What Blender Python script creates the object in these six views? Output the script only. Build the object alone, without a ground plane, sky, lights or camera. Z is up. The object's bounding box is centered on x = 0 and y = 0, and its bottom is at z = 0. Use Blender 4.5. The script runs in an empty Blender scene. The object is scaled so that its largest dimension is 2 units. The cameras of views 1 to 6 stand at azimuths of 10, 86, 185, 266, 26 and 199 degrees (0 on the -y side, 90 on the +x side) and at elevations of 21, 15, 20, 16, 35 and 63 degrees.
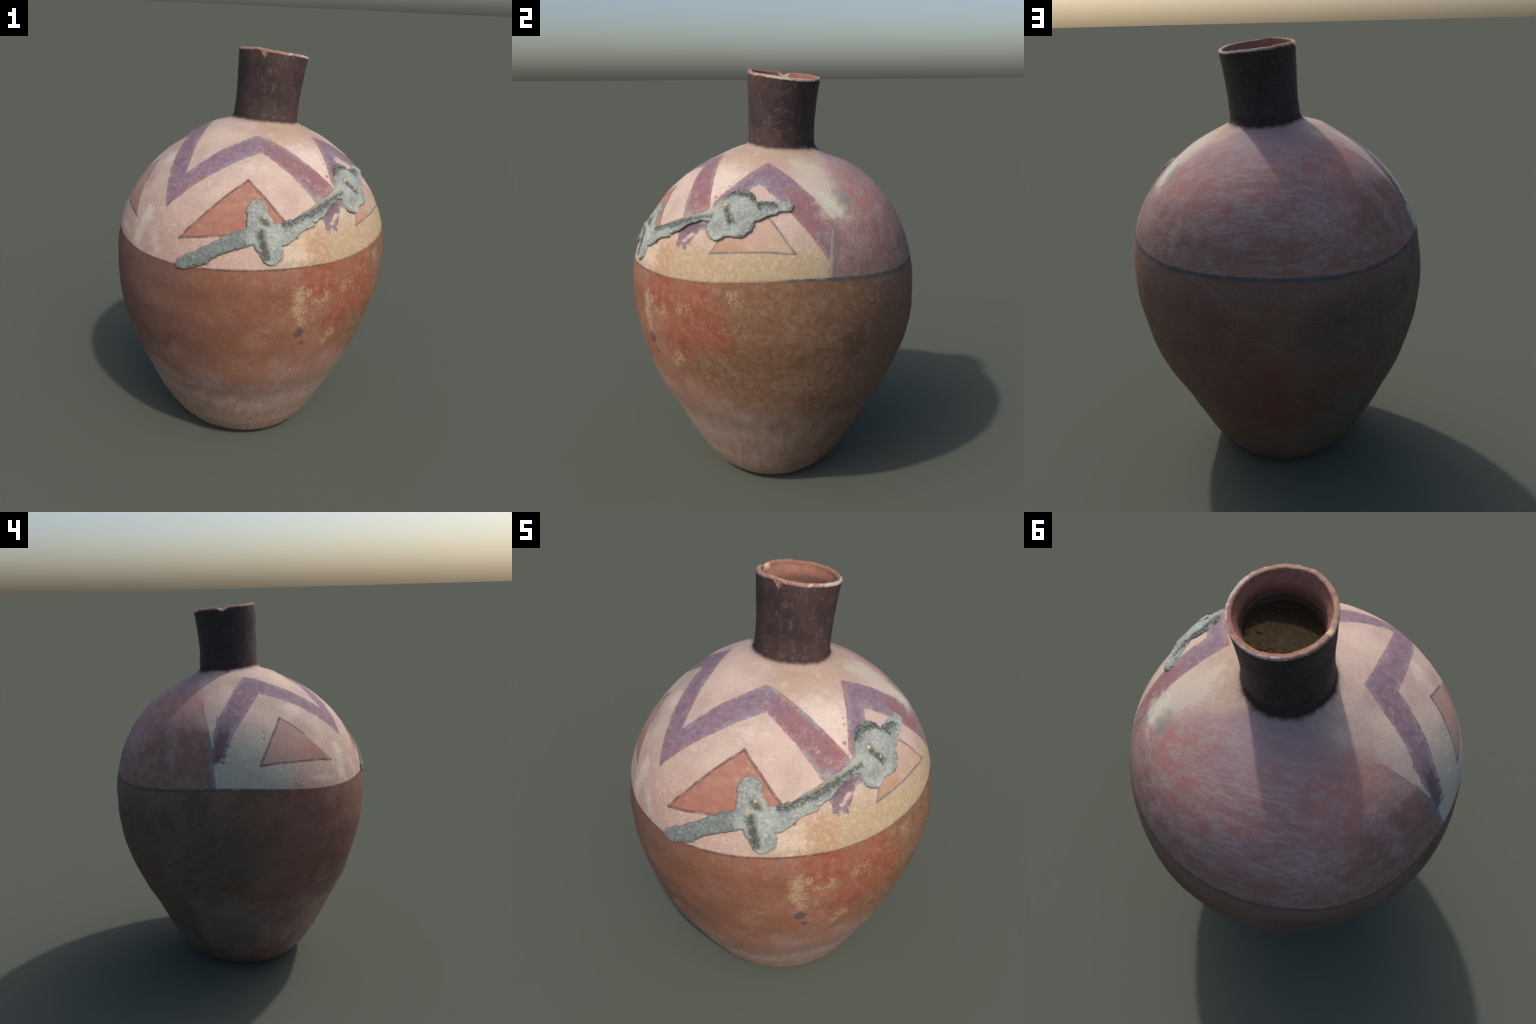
"""Ancient painted storage jar: egg-shaped belly, leaning dark neck, cream shoulder with a
purple zigzag and triangles, reddish brushed back, and a grey mortar repair with pegs."""
import bpy, math
import numpy as np
from mathutils import Vector

rng = np.random.default_rng(7)
CENTRE = np.array([0.0, 0.0, 0.95])          # centre from which the body's sections are measured

# ------------------------------------------------------------------ value noise in numpy
def _hash(ix, iy, iz, seed):
    h = (ix * 374761393 + iy * 668265263 + iz * 2147483647 + seed * 974711) & 0xFFFFFFFF
    h = ((h ^ (h >> 13)) * 1274126177) & 0xFFFFFFFF
    return ((h ^ (h >> 16)) & 0xFFFF) / 65535.0 * 2 - 1

def vnoise(p, scale, seed=0, octaves=1):
    out = np.zeros(len(p)); amp = 1.0
    for o in range(octaves):
        q = p * scale * 2 ** o + 17.3 * o
        i = np.floor(q).astype(np.int64); f = q - i
        f = f * f * f * (f * (f * 6 - 15) + 10)
        v = 0
        for dx in (0, 1):
            for dy in (0, 1):
                for dz in (0, 1):
                    w = (f[:, 0] if dx else 1 - f[:, 0]) * (f[:, 1] if dy else 1 - f[:, 1]) * (f[:, 2] if dz else 1 - f[:, 2])
                    v = v + w * _hash(i[:, 0] + dx, i[:, 1] + dy, i[:, 2] + dz, seed + o)
        out += amp * v; amp *= 0.5
    return out

def smoothstep(a, b, x):
    t = np.clip((x - a) / (b - a), 0, 1)
    return t * t * (3 - 2 * t)

# ------------------------------------------------------------------ the body: profile and out-of-roundness
# mean radius from CENTRE at elevations -90, -84 ... 72 degrees
PROFILE = [0.948, 0.953, 0.9703, 0.983, 0.9342, 0.8744, 0.8253, 0.7839, 0.7591, 0.7394, 0.7221, 0.7095, 0.7021, 0.6966, 0.6955, 0.6943, 0.6978, 0.6997, 0.702, 0.7024, 0.7025, 0.7036, 0.7045, 0.7041, 0.7033, 0.7041, 0.7046, 0.7111]
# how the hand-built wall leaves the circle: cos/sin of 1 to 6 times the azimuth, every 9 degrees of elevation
WOBBLE = [(0.003, 0.012, 0.002, 0, 0, -0.001, -0.001, 0, 0.005, -0.004, -0.001, 0.001),
          (-0.004, -0.005, 0, 0.001, -0.007, -0.004, 0.002, 0.002, 0.002, -0.001, -0.001, 0.001),
          (-0.005, -0.028, -0.002, 0.002, -0.013, -0.006, 0.004, 0.003, -0.001, 0.001, 0, 0.001),
          (0.003, -0.046, -0.004, -0.001, -0.012, -0.003, 0.003, 0.003, -0.001, 0.002, 0.001, 0),
          (0.004, -0.039, -0.004, -0.004, -0.007, 0.001, 0.002, 0.001, -0.001, 0.001, 0.002, 0),
          (0.003, -0.025, 0, -0.004, -0.003, 0.002, 0.004, 0.001, -0.001, 0, 0.001, 0),
          (0.002, -0.017, 0.003, -0.005, 0, 0.003, 0.003, 0.003, -0.002, 0, 0.001, 0),
          (-0.003, -0.013, 0.003, -0.005, -0.001, 0.004, 0.002, 0.005, -0.002, 0, 0, -0.001),
          (-0.004, -0.01, 0.005, -0.005, -0.003, 0.005, 0.002, 0.003, -0.001, 0, -0.001, -0.001),
          (-0.002, -0.004, 0.005, -0.005, -0.002, 0.003, 0.001, 0.001, 0, 0, -0.001, -0.001),
          (-0.001, -0.002, 0.004, -0.002, 0, 0, 0, 0, 0.001, 0.001, 0, 0),
          (-0.001, 0, 0.005, 0, 0, -0.002, 0, 0.001, 0.002, 0.001, 0.001, 0),
          (-0.001, 0.001, 0.003, -0.001, 0, -0.002, 0, 0.002, 0.002, 0.001, 0, -0.001),
          (-0.006, 0.002, 0.002, -0.004, -0.001, -0.003, -0.001, 0.001, 0, 0, 0, -0.001),
          (-0.009, 0.005, 0.004, -0.003, -0.001, -0.002, -0.002, 0, 0, -0.001, 0, -0.001),
          (-0.013, 0.006, 0.005, 0, -0.001, -0.002, -0.002, 0, 0, -0.001, 0, 0),
          (-0.016, 0.006, 0.006, 0.002, 0, -0.002, -0.001, 0, -0.001, 0, 0, 0.002),
          (-0.017, 0.006, 0.002, 0.001, 0, 0.001, -0.003, 0, -0.001, 0.001, -0.001, 0.002),
          (-0.015, 0.003, -0.009, 0.001, -0.004, 0.007, -0.006, 0, 0, 0.001, -0.004, 0.001)]

def catmull(ys, lo, step, x):
    ys = np.asarray(ys, float)
    if ys.ndim == 1: ys = ys[:, None]
    t = np.clip((x - lo) / step, 0, len(ys) - 1 - 1e-9); i = t.astype(int); f = (t - i)[:, None]
    Y = np.vstack([2 * ys[0] - ys[1], ys, 2 * ys[-1] - ys[-2]])
    a, b, c, d = Y[i], Y[i + 1], Y[i + 2], Y[i + 3]
    return b + .5 * f * (c - a + f * (2 * a - 5 * b + 4 * c - d + f * (3 * (b - c) + d - a)))

def body_radius(az, el):
    """az, el in radians -> distance of the wall from CENTRE."""
    e = np.degrees(el)
    r = catmull(PROFILE, -90, 6, e)[:, 0]
    w = catmull(WOBBLE, -90, 9, e)
    ce = np.cos(el)
    for k in range(1, 7):
        r = r + ce * (w[:, 2 * k - 2] * np.cos(k * az) + w[:, 2 * k - 1] * np.sin(k * az))
    return r

def direction(az, el):
    return np.stack([np.cos(el) * np.sin(az), -np.cos(el) * np.cos(az), np.sin(el)], -1)

def body_point(az, el, lift=0.0):
    p = CENTRE + direction(az, el) * (body_radius(az, el) + lift)[:, None]
    z = p[:, 2]                                   # flat resting foot, softly rounded into the wall
    p[:, 2] = 0.5 * (z + np.sqrt(z * z + 0.00004)) - 0.0004
    return p

def body_height(xy, z0):
    """height of the shoulder over given xy, by fixed-point iteration."""
    z = z0.copy()
    for _ in range(40):
        d = np.stack([xy[:, 0], xy[:, 1], z - CENTRE[2]], -1)
        el = np.arcsin(d[:, 2] / np.linalg.norm(d, axis=1)); az = np.arctan2(d[:, 0], -d[:, 1])
        r = body_radius(az, el)
        z = 0.5 * z + 0.5 * (CENTRE[2] + np.sqrt(np.maximum(r * r - xy[:, 0] ** 2 - xy[:, 1] ** 2, 0.01)))
    return z

# painted girdle line: elevation (degrees) against azimuth
GIRDLE = [14.81, -0.51, 0.42, -1.77, 0.47, 0.18, 0.45, 0.65, -0.03, -0.12, 0.07]
def girdle(az):
    e = np.full_like(az, GIRDLE[0])
    for k in range(1, 6):
        e = e + GIRDLE[2 * k - 1] * np.cos(k * az) + GIRDLE[2 * k] * np.sin(k * az)
    return e

# ------------------------------------------------------------------ the leaning neck
def neck_axis(z):
    t = (z - 1.6) / 0.4
    return np.stack([0.0307 + 0.0401 * t - 0.0045 * t * t, 0.0398 - 0.0037 * t + 0.0191 * t * t], -1)

def neck_radius(a, z):
    t = (z - 1.6) / 0.4
    return (0.1643 - 0.0376 * t + 0.0641 * t ** 2 - 0.0171 * t ** 3 + np.cos(2 * a) * (-0.0014 + 0.0009 * t) + np.sin(2 * a) * (0.0046 - 0.0048 * t))

RIM = [(-68, 1.991), (-50, 1.994), (-20, 1.999), (-11, 1.997), (-5, 1.993), (2, 1.991), (10, 1.989), (30, 1.981), (52, 1.974), (75, 1.963), (90, 1.958),
       (105, 1.953), (120, 1.950), (135, 1.950), (160, 1.957), (180, 1.961), (202, 1.967), (217, 1.974), (240, 1.979), (254, 1.982), (259, 1.979),
       (263, 1.970), (266, 1.970), (271, 1.981), (277, 1.988), (292, 1.991)]
def rim_height(a):                    # height of the lip around the neck axis
    d = np.degrees(a) % 360
    xs = np.array([x % 360 for x, _ in RIM]); ys = np.array([y for _, y in RIM]); o = np.argsort(xs); xs, ys = xs[o], ys[o]
    xs = np.concatenate([xs[-3:] - 360, xs, xs[:3] + 360]); ys = np.concatenate([ys[-3:], ys, ys[:3]])
    v = np.zeros_like(d)
    for s in (-3, -1.5, 0, 1.5, 3): v += np.interp(d + s, xs, ys) / 5
    return v + 0.001

def neck_foot(xy):                    # height of the line where the dark slip of the neck ends
    return 1.657 - 0.045 * xy[:, 0] - 0.07 * xy[:, 1]

# ------------------------------------------------------------------ build the wall as rings
NA = 720
AZ = np.linspace(-math.pi, math.pi, NA, endpoint=False)
rings, tag = [], []

def add(p, t):
    rings.append(p); tag.append(t)

els = np.concatenate([np.linspace(-89.6, -48, 70), np.linspace(-47.6, 15, 150), np.linspace(15.35, 44, 80)])
warp = np.maximum(0, 1 - np.abs(els - 15) / 28)
for e, w in zip(els, warp):
    el = np.radians(e + w * (girdle(AZ) - 15))
    add(body_point(AZ, el), 'belly' if e <= 15 else 'shoulder')

last = rings[-1]
foot0 = np.stack([np.sin(AZ), -np.cos(AZ)], -1)
zj = neck_foot(neck_axis(np.full(NA, 1.65)) + 0.16 * foot0)
flare = neck_axis(zj) + (neck_radius(AZ, zj) + 0.037)[:, None] * foot0
for s in np.linspace(0, 1, 111)[1:]:
    xy = (1 - s) * last[:, :2] + s * flare
    z = body_height(xy, np.full(NA, 1.5))
    add(np.column_stack([xy, z]), 'shoulder')
sh = rings[-1]
corner_xy = neck_axis(zj) + (neck_radius(AZ, zj) - 0.002)[:, None] * foot0
corner = np.column_stack([corner_xy, body_height(corner_xy, np.full(NA, 1.6))])
zu = corner[:, 2] + 0.035
top = np.column_stack([neck_axis(zu) + neck_radius(AZ, zu)[:, None] * foot0, zu])
for t in np.linspace(0, 1, 13)[1:]:
    add((1 - t) ** 2 * sh + 2 * t * (1 - t) * corner + t * t * top, 'shoulder')
rimz = rim_height(AZ) + 0.0012 * vnoise(np.column_stack([np.sin(AZ) * 9, np.cos(AZ) * 9, AZ * 0]), 1.3, 3, 2)
WALL = 0.021
# broken corner on the front of the lip: depth of the chipped flake
adeg = np.degrees(AZ)
def chip(z):
    q = 1 - np.abs(adeg + 6.5 - (1.99 - z) * 55) / np.maximum(0.5, 8.5 * (z - 1.953) / 0.040)
    return 0.0035 * smoothstep(0, 0.45, q) * (z > 1.953)
NECK = 110
lip = 0.0105
for t in np.linspace(0, 1, NECK)[1:]:
    z = zu + (rimz - lip - zu) * t
    r = neck_radius(AZ, z) - chip(z)
    add(np.column_stack([neck_axis(z) + r[:, None] * foot0, z]), 'neck')
zr = rimz - lip
for q in np.linspace(0, math.pi, 15)[1:]:
    z = zr + lip * abs(math.sin(q)) ** 0.7
    r = neck_radius(AZ, zr) - chip(zr) * (0.5 + 0.5 * math.cos(q)) - (WALL / 2) * (1 - math.copysign(abs(math.cos(q)) ** 0.7, math.cos(q)))
    add(np.column_stack([neck_axis(z) + r[:, None] * foot0, z]), 'mouth')
FLOOR = 1.853
for t in np.linspace(0, 1, 46)[1:]:
    z = zr + (FLOOR + 0.012 - zr) * t
    r = neck_radius(AZ, z) - WALL - 0.011 * smoothstep(0, .45, t) - 0.003 * smoothstep(.80, .95, t) - 0.003 * math.exp(-((t - .74) / .05) ** 2) + 0.002 * math.exp(-((t - .86) / .04) ** 2)
    add(np.column_stack([neck_axis(z) + r[:, None] * foot0, z]), 'mouth')
base = rings[-1]
fc = np.array([*neck_axis(np.array([FLOOR]))[0], FLOOR])
for t in np.linspace(0, 1, 70)[1:-1]:
    p = (1 - t) * base + t * fc
    p[:, 2] = p[:, 2] * (1 - smoothstep(0, .2, t)) + smoothstep(0, .2, t) * (FLOOR + 0.006 + 0.09 * (p[:, 1] - fc[1]) + 0.04 * (p[:, 0] - fc[0]))
    add(p, 'fill')

V = np.vstack(rings)
tags = np.array(tag)
ringtag = np.repeat(tags, NA)
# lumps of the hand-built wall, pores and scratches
body_m = np.isin(ringtag, ['belly', 'shoulder', 'neck'])
dirs = V - CENTRE; dirs /= np.linalg.norm(dirs, axis=1)[:, None]
amt = np.where(ringtag == 'neck', 0.0020, 0.0014) * vnoise(V, 9, 11, 2) + 0.0003 * vnoise(V, 70, 5, 2)
outward = dirs.copy()
nk = np.isin(ringtag, ['neck', 'mouth'])
rad = np.column_stack([V[:, :2] - neck_axis(V[:, 2]), np.zeros(len(V))]); rad /= np.maximum(1e-6, np.linalg.norm(rad, axis=1))[:, None]
outward[nk] = rad[nk]
fade = np.where(ringtag == 'belly', smoothstep(0.0, 0.05, V[:, 2]), 1.0)
V = V + outward * (amt * body_m * fade)[:, None]
inm = (ringtag == 'mouth')
V = V + rad * (inm * 0.0009 * vnoise(V, 40, 8, 3))[:, None]
fm = (ringtag == 'fill')
left = smoothstep(0.0, 0.10, V[:, 0] * 0.9 + V[:, 1] * 0.55 - 0.055)      # crumbs heaped at one side
V[:, 2] += fm * (left * (0.003 + 0.006 * np.maximum(0, vnoise(V, 45, 21, 3))) + 0.0008 * vnoise(V, 30, 4, 2))

# shallow pores and nicks in the clay (azimuth, elevation, length degrees, angle, depth)
NICKS = [(81.2, -1.4, .8, -20, .004), (100.2, -19.8, .5, 60, .004), (97.7, -2, .7, 60, .003), (154.9, -0.5, .6, 40, .005), (144.3, -6.7, 1.0, 0, .004),
         (139.5, -32, 1.2, 40, .005), (162, -13, .6, 10, .003), (180.5, 8, .5, 50, .004), (177.6, 7.1, .5, 0, .004), (195.7, 6, .9, 40, .005),
         (280.6, 39.9, .5, 20, .004), (280.2, 37, .5, 20, .004), (238.7, -25.7, .7, 0, .003), (277.3, -46, 1.6, 0, .005), (352, -45, .6, 10, .004)]
NICKS += [(a, e, l, g, d) for a, e, l, g, d in zip(rng.uniform(85, 320, 70), rng.uniform(-52, 13, 70), rng.choice([.35, .5, .9, 1.6], 70, p=[.4, .3, .2, .1]), rng.uniform(-90, 90, 70), rng.uniform(.0012, .0035, 70))]
az_v = np.arctan2(dirs[:, 0], -dirs[:, 1]); el_v = np.arcsin(dirs[:, 2])
for a0, e0, ln, ang, dep in NICKS:
    da = (np.degrees(az_v) - a0 + 180) % 360 - 180; de = np.degrees(el_v) - e0
    x = da * np.cos(np.radians(e0)); c, s = math.cos(math.radians(ang)), math.sin(math.radians(ang))
    u, w = x * c + de * s, -x * s + de * c
    g = np.exp(-(u / ln) ** 2 - (w / 0.33) ** 2) * body_m
    V = V - dirs * (g * dep)[:, None]

nr = len(rings)
foot = np.array([[rings[0][:, 0].mean(), rings[0][:, 1].mean(), rings[0][:, 2].min()]])
allv = np.vstack([V, foot, [[fc[0], fc[1], V[-NA:, 2].mean()]]])
allv[:, 2] -= allv[:, 2].min()
i = np.arange(NA); j = (i + 1) % NA
quads = np.concatenate([np.stack([r * NA + i, r * NA + j, (r + 1) * NA + j, (r + 1) * NA + i], -1) for r in range(nr - 1)])
qtag = np.repeat(tags[1:], NA)
tri_b = np.stack([np.full(NA, nr * NA), j, i], -1)
tri_t = np.stack([np.full(NA, nr * NA + 1), (nr - 1) * NA + i, (nr - 1) * NA + j], -1)

# vertex normals of the whole wall
N = np.zeros_like(allv)
fn = np.cross(allv[quads[:, 2]] - allv[quads[:, 0]], allv[quads[:, 3]] - allv[quads[:, 1]])
for k in range(4): np.add.at(N, quads[:, k], fn)
for T in (tri_b, tri_t):
    f3 = np.cross(allv[T[:, 1]] - allv[T[:, 0]], allv[T[:, 2]] - allv[T[:, 0]])
    for k in range(3): np.add.at(N, T[:, k], f3)
N /= np.maximum(1e-12, np.linalg.norm(N, axis=1))[:, None]

def mesh_object(name, verts, faces, mat, parent, normals=None):
    me = bpy.data.meshes.new(name)
    me.from_pydata(verts.tolist(), [], [tuple(f) for f in faces])
    me.polygons.foreach_set('use_smooth', [True] * len(me.polygons))
    me.update()
    if normals is not None:
        me.normals_split_custom_set_from_vertices(normals.tolist())
    me.materials.append(mat)
    ob = bpy.data.objects.new(name, me)
    bpy.context.scene.collection.objects.link(ob)
    ob.parent = parent
    return ob

# ------------------------------------------------------------------ node helper
def lin(r, g, b):
    f = lambda v: (v / 255 / 12.92) if v / 255 <= 0.04045 else ((v / 255 + 0.055) / 1.055) ** 2.4
    return (f(r), f(g), f(b), 1.0)

class Nodes:
    def __init__(self, name):
        self.mat = bpy.data.materials.new(name); self.mat.use_nodes = True
        self.t = self.mat.node_tree; self.t.nodes.clear()
        self.P = self.new('ShaderNodeTexCoord').outputs['Object']
    def new(self, kind, **kw):
        n = self.t.nodes.new(kind)
        for k, v in kw.items(): setattr(n, k, v)
        return n
    def put(self, sock, v):
        if isinstance(v, bpy.types.NodeSocket): self.t.links.new(v, sock)
        else: sock.default_value = v
    def math(self, op, a, b=0.0, clamp=False):
        n = self.new('ShaderNodeMath', operation=op, use_clamp=clamp)
        self.put(n.inputs[0], a); self.put(n.inputs[1], b); return n.outputs[0]
    def add(self, a, b): return self.math('ADD', a, b)
    def sub(self, a, b): return self.math('SUBTRACT', a, b)
    def mul(self, a, b): return self.math('MULTIPLY', a, b)
    def mn(self, a, b): return self.math('MINIMUM', a, b)
    def mx(self, a, b): return self.math('MAXIMUM', a, b)
    def vec(self, op, a, b=(0, 0, 0), scale=None):
        n = self.new('ShaderNodeVectorMath', operation=op)
        self.put(n.inputs[0], a)
        if scale is not None: self.put(n.inputs['Scale'], scale)
        else: self.put(n.inputs[1], b)
        return n.outputs['Value'] if op in ('DOT_PRODUCT', 'LENGTH', 'DISTANCE') else n.outputs[0]
    def xyz(self, v):
        n = self.new('ShaderNodeSeparateXYZ'); self.put(n.inputs[0], v); return n.outputs[0], n.outputs[1], n.outputs[2]
    def comb(self, x, y, z=0.0):
        n = self.new('ShaderNodeCombineXYZ'); self.put(n.inputs[0], x); self.put(n.inputs[1], y); self.put(n.inputs[2], z); return n.outputs[0]
    def noise(self, v, scale, detail=3.0, rough=0.55, color=False):
        n = self.new('ShaderNodeTexNoise'); self.put(n.inputs['Vector'], v)
        n.inputs['Scale'].default_value = scale; n.inputs['Detail'].default_value = detail; n.inputs['Roughness'].default_value = rough
        return n.outputs['Color' if color else 'Fac']
    def voronoi(self, v, scale, feature='F1'):
        n = self.new('ShaderNodeTexVoronoi', feature=feature); self.put(n.inputs['Vector'], v); n.inputs['Scale'].default_value = scale
        return n.outputs['Distance']
    def step(self, x, lo, hi, a=0.0, b=1.0):
        n = self.new('ShaderNodeMapRange', interpolation_type='SMOOTHSTEP')
        self.put(n.inputs['Value'], x); self.put(n.inputs['From Min'], lo); self.put(n.inputs['From Max'], hi)
        n.inputs['To Min'].default_value = a; n.inputs['To Max'].default_value = b
        return n.outputs[0]
    def mix(self, f, a, b, blend='MIX'):
        n = self.new('ShaderNodeMix', data_type='RGBA', blend_type=blend)
        self.put(n.inputs[0], f); self.put(n.inputs[6], a); self.put(n.inputs[7], b); return n.outputs[2]
    def ramp(self, f, stops):
        n = self.new('ShaderNodeValToRGB'); r = n.color_ramp; self.put(n.inputs[0], f)
        while len(r.elements) < len(stops): r.elements.new(0.5)
        for e, (p, c) in zip(r.elements, stops): e.position = p; e.color = c
        return n.outputs[0]
    def finish(self, color, rough, bump=None, strength=0.3, dist=0.004, spec=0.25):
        b = self.new('ShaderNodeBsdfPrincipled'); self.put(b.inputs['Base Color'], color); self.put(b.inputs['Roughness'], rough)
        b.inputs['Specular IOR Level'].default_value = spec
        if bump is not None:
            n = self.new('ShaderNodeBump'); n.inputs['Strength'].default_value = strength; n.inputs['Distance'].default_value = dist
            self.put(n.inputs['Height'], bump); self.t.links.new(n.outputs[0], b.inputs['Normal'])
        o = self.new('ShaderNodeOutputMaterial'); self.t.links.new(b.outputs[0], o.inputs[0])
        return self.mat

def unit(az, el):
    a, e = math.radians(az), math.radians(el)
    return Vector((math.cos(e) * math.sin(a), -math.cos(e) * math.cos(a), math.sin(e)))

class Paint(Nodes):
    """Marks laid out on the jar by azimuth and elevation (degrees)."""
    def __init__(self, name):
        super().__init__(name)
        self.D = self.vec('NORMALIZE', self.vec('SUBTRACT', self.P, tuple(CENTRE)))
        x, y, z = self.xyz(self.D)
        self.az = self.math('ARCTAN2', x, self.mul(y, -1.0))
        self.back = self.math('ARCTAN2', self.mul(x, -1.0), y)          # azimuth measured from the back
        self.el = self.mul(self.math('ARCSINE', z), 180 / math.pi)
        self.azw = self.add(self.az, self.mul(self.sub(self.noise(self.P, 4.5, 4.0, .6), .5), 1.1))
        w1 = self.vec('SUBTRACT', self.noise(self.P, 7.0, 2.0, .5, True), (.5, .5, .5))
        w2 = self.vec('SUBTRACT', self.noise(self.P, 60.0, 3.0, .6, True), (.5, .5, .5))
        self.W = self.vec('ADD', self.D, self.vec('ADD', self.vec('SCALE', w1, scale=0.022), self.vec('SCALE', w2, scale=0.008)))
    def side(self, a, b, inside, v):
        n = a.cross(b).normalized()
        if n.dot(inside) < 0: n = -n
        return self.vec('DOT_PRODUCT', v, tuple(n))
    def poly(self, pts, v=None):
        """inside distance (radians) of a convex patch with the given corners."""
        v = v or self.W
        q = [unit(*p) for p in pts]; m = sum(q, Vector()).normalized()
        d = None
        for a, b in zip(q, q[1:] + q[:1]):
            s = self.side(a, b, m, v); d = s if d is None else self.mn(d, s)
        return d
    def stroke(self, a, b, hw, v=None):
        v = v or self.W
        a, b = unit(*a), unit(*b); n = a.cross(b).normalized()
        d = self.sub(math.radians(hw), self.math('ABSOLUTE', self.vec('DOT_PRODUCT', v, tuple(n))))
        e1 = self.add(self.vec('DOT_PRODUCT', v, tuple(n.cross(a))), math.radians(hw))
        e2 = self.add(self.vec('DOT_PRODUCT', v, tuple(b.cross(n))), math.radians(hw))
        return self.mn(d, self.mn(e1, e2))
    def blob(self, az, el, r, v=None):
        return self.sub(math.radians(r), self.vec('DISTANCE', v or self.W, tuple(unit(az, el))))
    def lobe(self, az, inner, outer):
        c = self.math('COSINE', self.sub(self.azw, math.radians(az)))
        return self.step(c, math.cos(math.radians(outer)), math.cos(math.radians(inner)))
    def union(self, *ds):
        d = ds[0]
        for e in ds[1:]: d = self.mx(d, e)
        return d

def neck_slip(N, fine):
    """dark maroon-black slip of the neck."""
    st = N.noise(N.vec('MULTIPLY', N.P, (55, 55, 9)), 1.0, 4.0, .65)
    cl = N.noise(N.P, 11.0, 4.0, .6)
    c = N.mix(N.step(cl, .36, .66), lin(54, 43, 42), lin(74, 55, 53))
    c = N.mix(N.mul(N.step(st, .54, .76), .45), c, lin(98, 88, 86))
    scuff = N.mul(N.step(N.noise(N.vec('MULTIPLY', N.P, (26, 26, 60)), 1.0, 5.0, .7), .52, .70), N.step(N.noise(N.P, 7.0, 2.0, .5), .45, .62))
    c = N.mix(N.mul(scuff, .62), c, lin(108, 95, 88))
    rub = N.mul(N.step(N.noise(N.vec('MULTIPLY', N.P, (70, 70, 24)), 1.0, 6.0, .75), .52, .66), N.step(N.noise(N.P, 9.0, 3.0, .6), .42, .60))
    c = N.mix(N.mul(rub, .40), c, lin(128, 112, 104))
    x, y, z = N.xyz(N.P)
    soot = N.step(N.add(N.add(N.mul(x, -1.0), N.mul(y, 1.1)), N.mul(N.sub(cl, .5), .2)), -0.12, 0.16)  # darker slip tone toward the -x/+y side of the neck
    c = N.mix(N.mul(soot, .66), c, lin(33, 30, 31))
    sp = N.step(N.noise(N.P, 80.0, 3.0, .6), .66, .74)
    c = N.mix(N.mul(sp, .6), c, lin(165, 140, 125))
    return N.mix(N.mul(N.sub(fine, .45), .5), c, lin(112, 100, 96))

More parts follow.
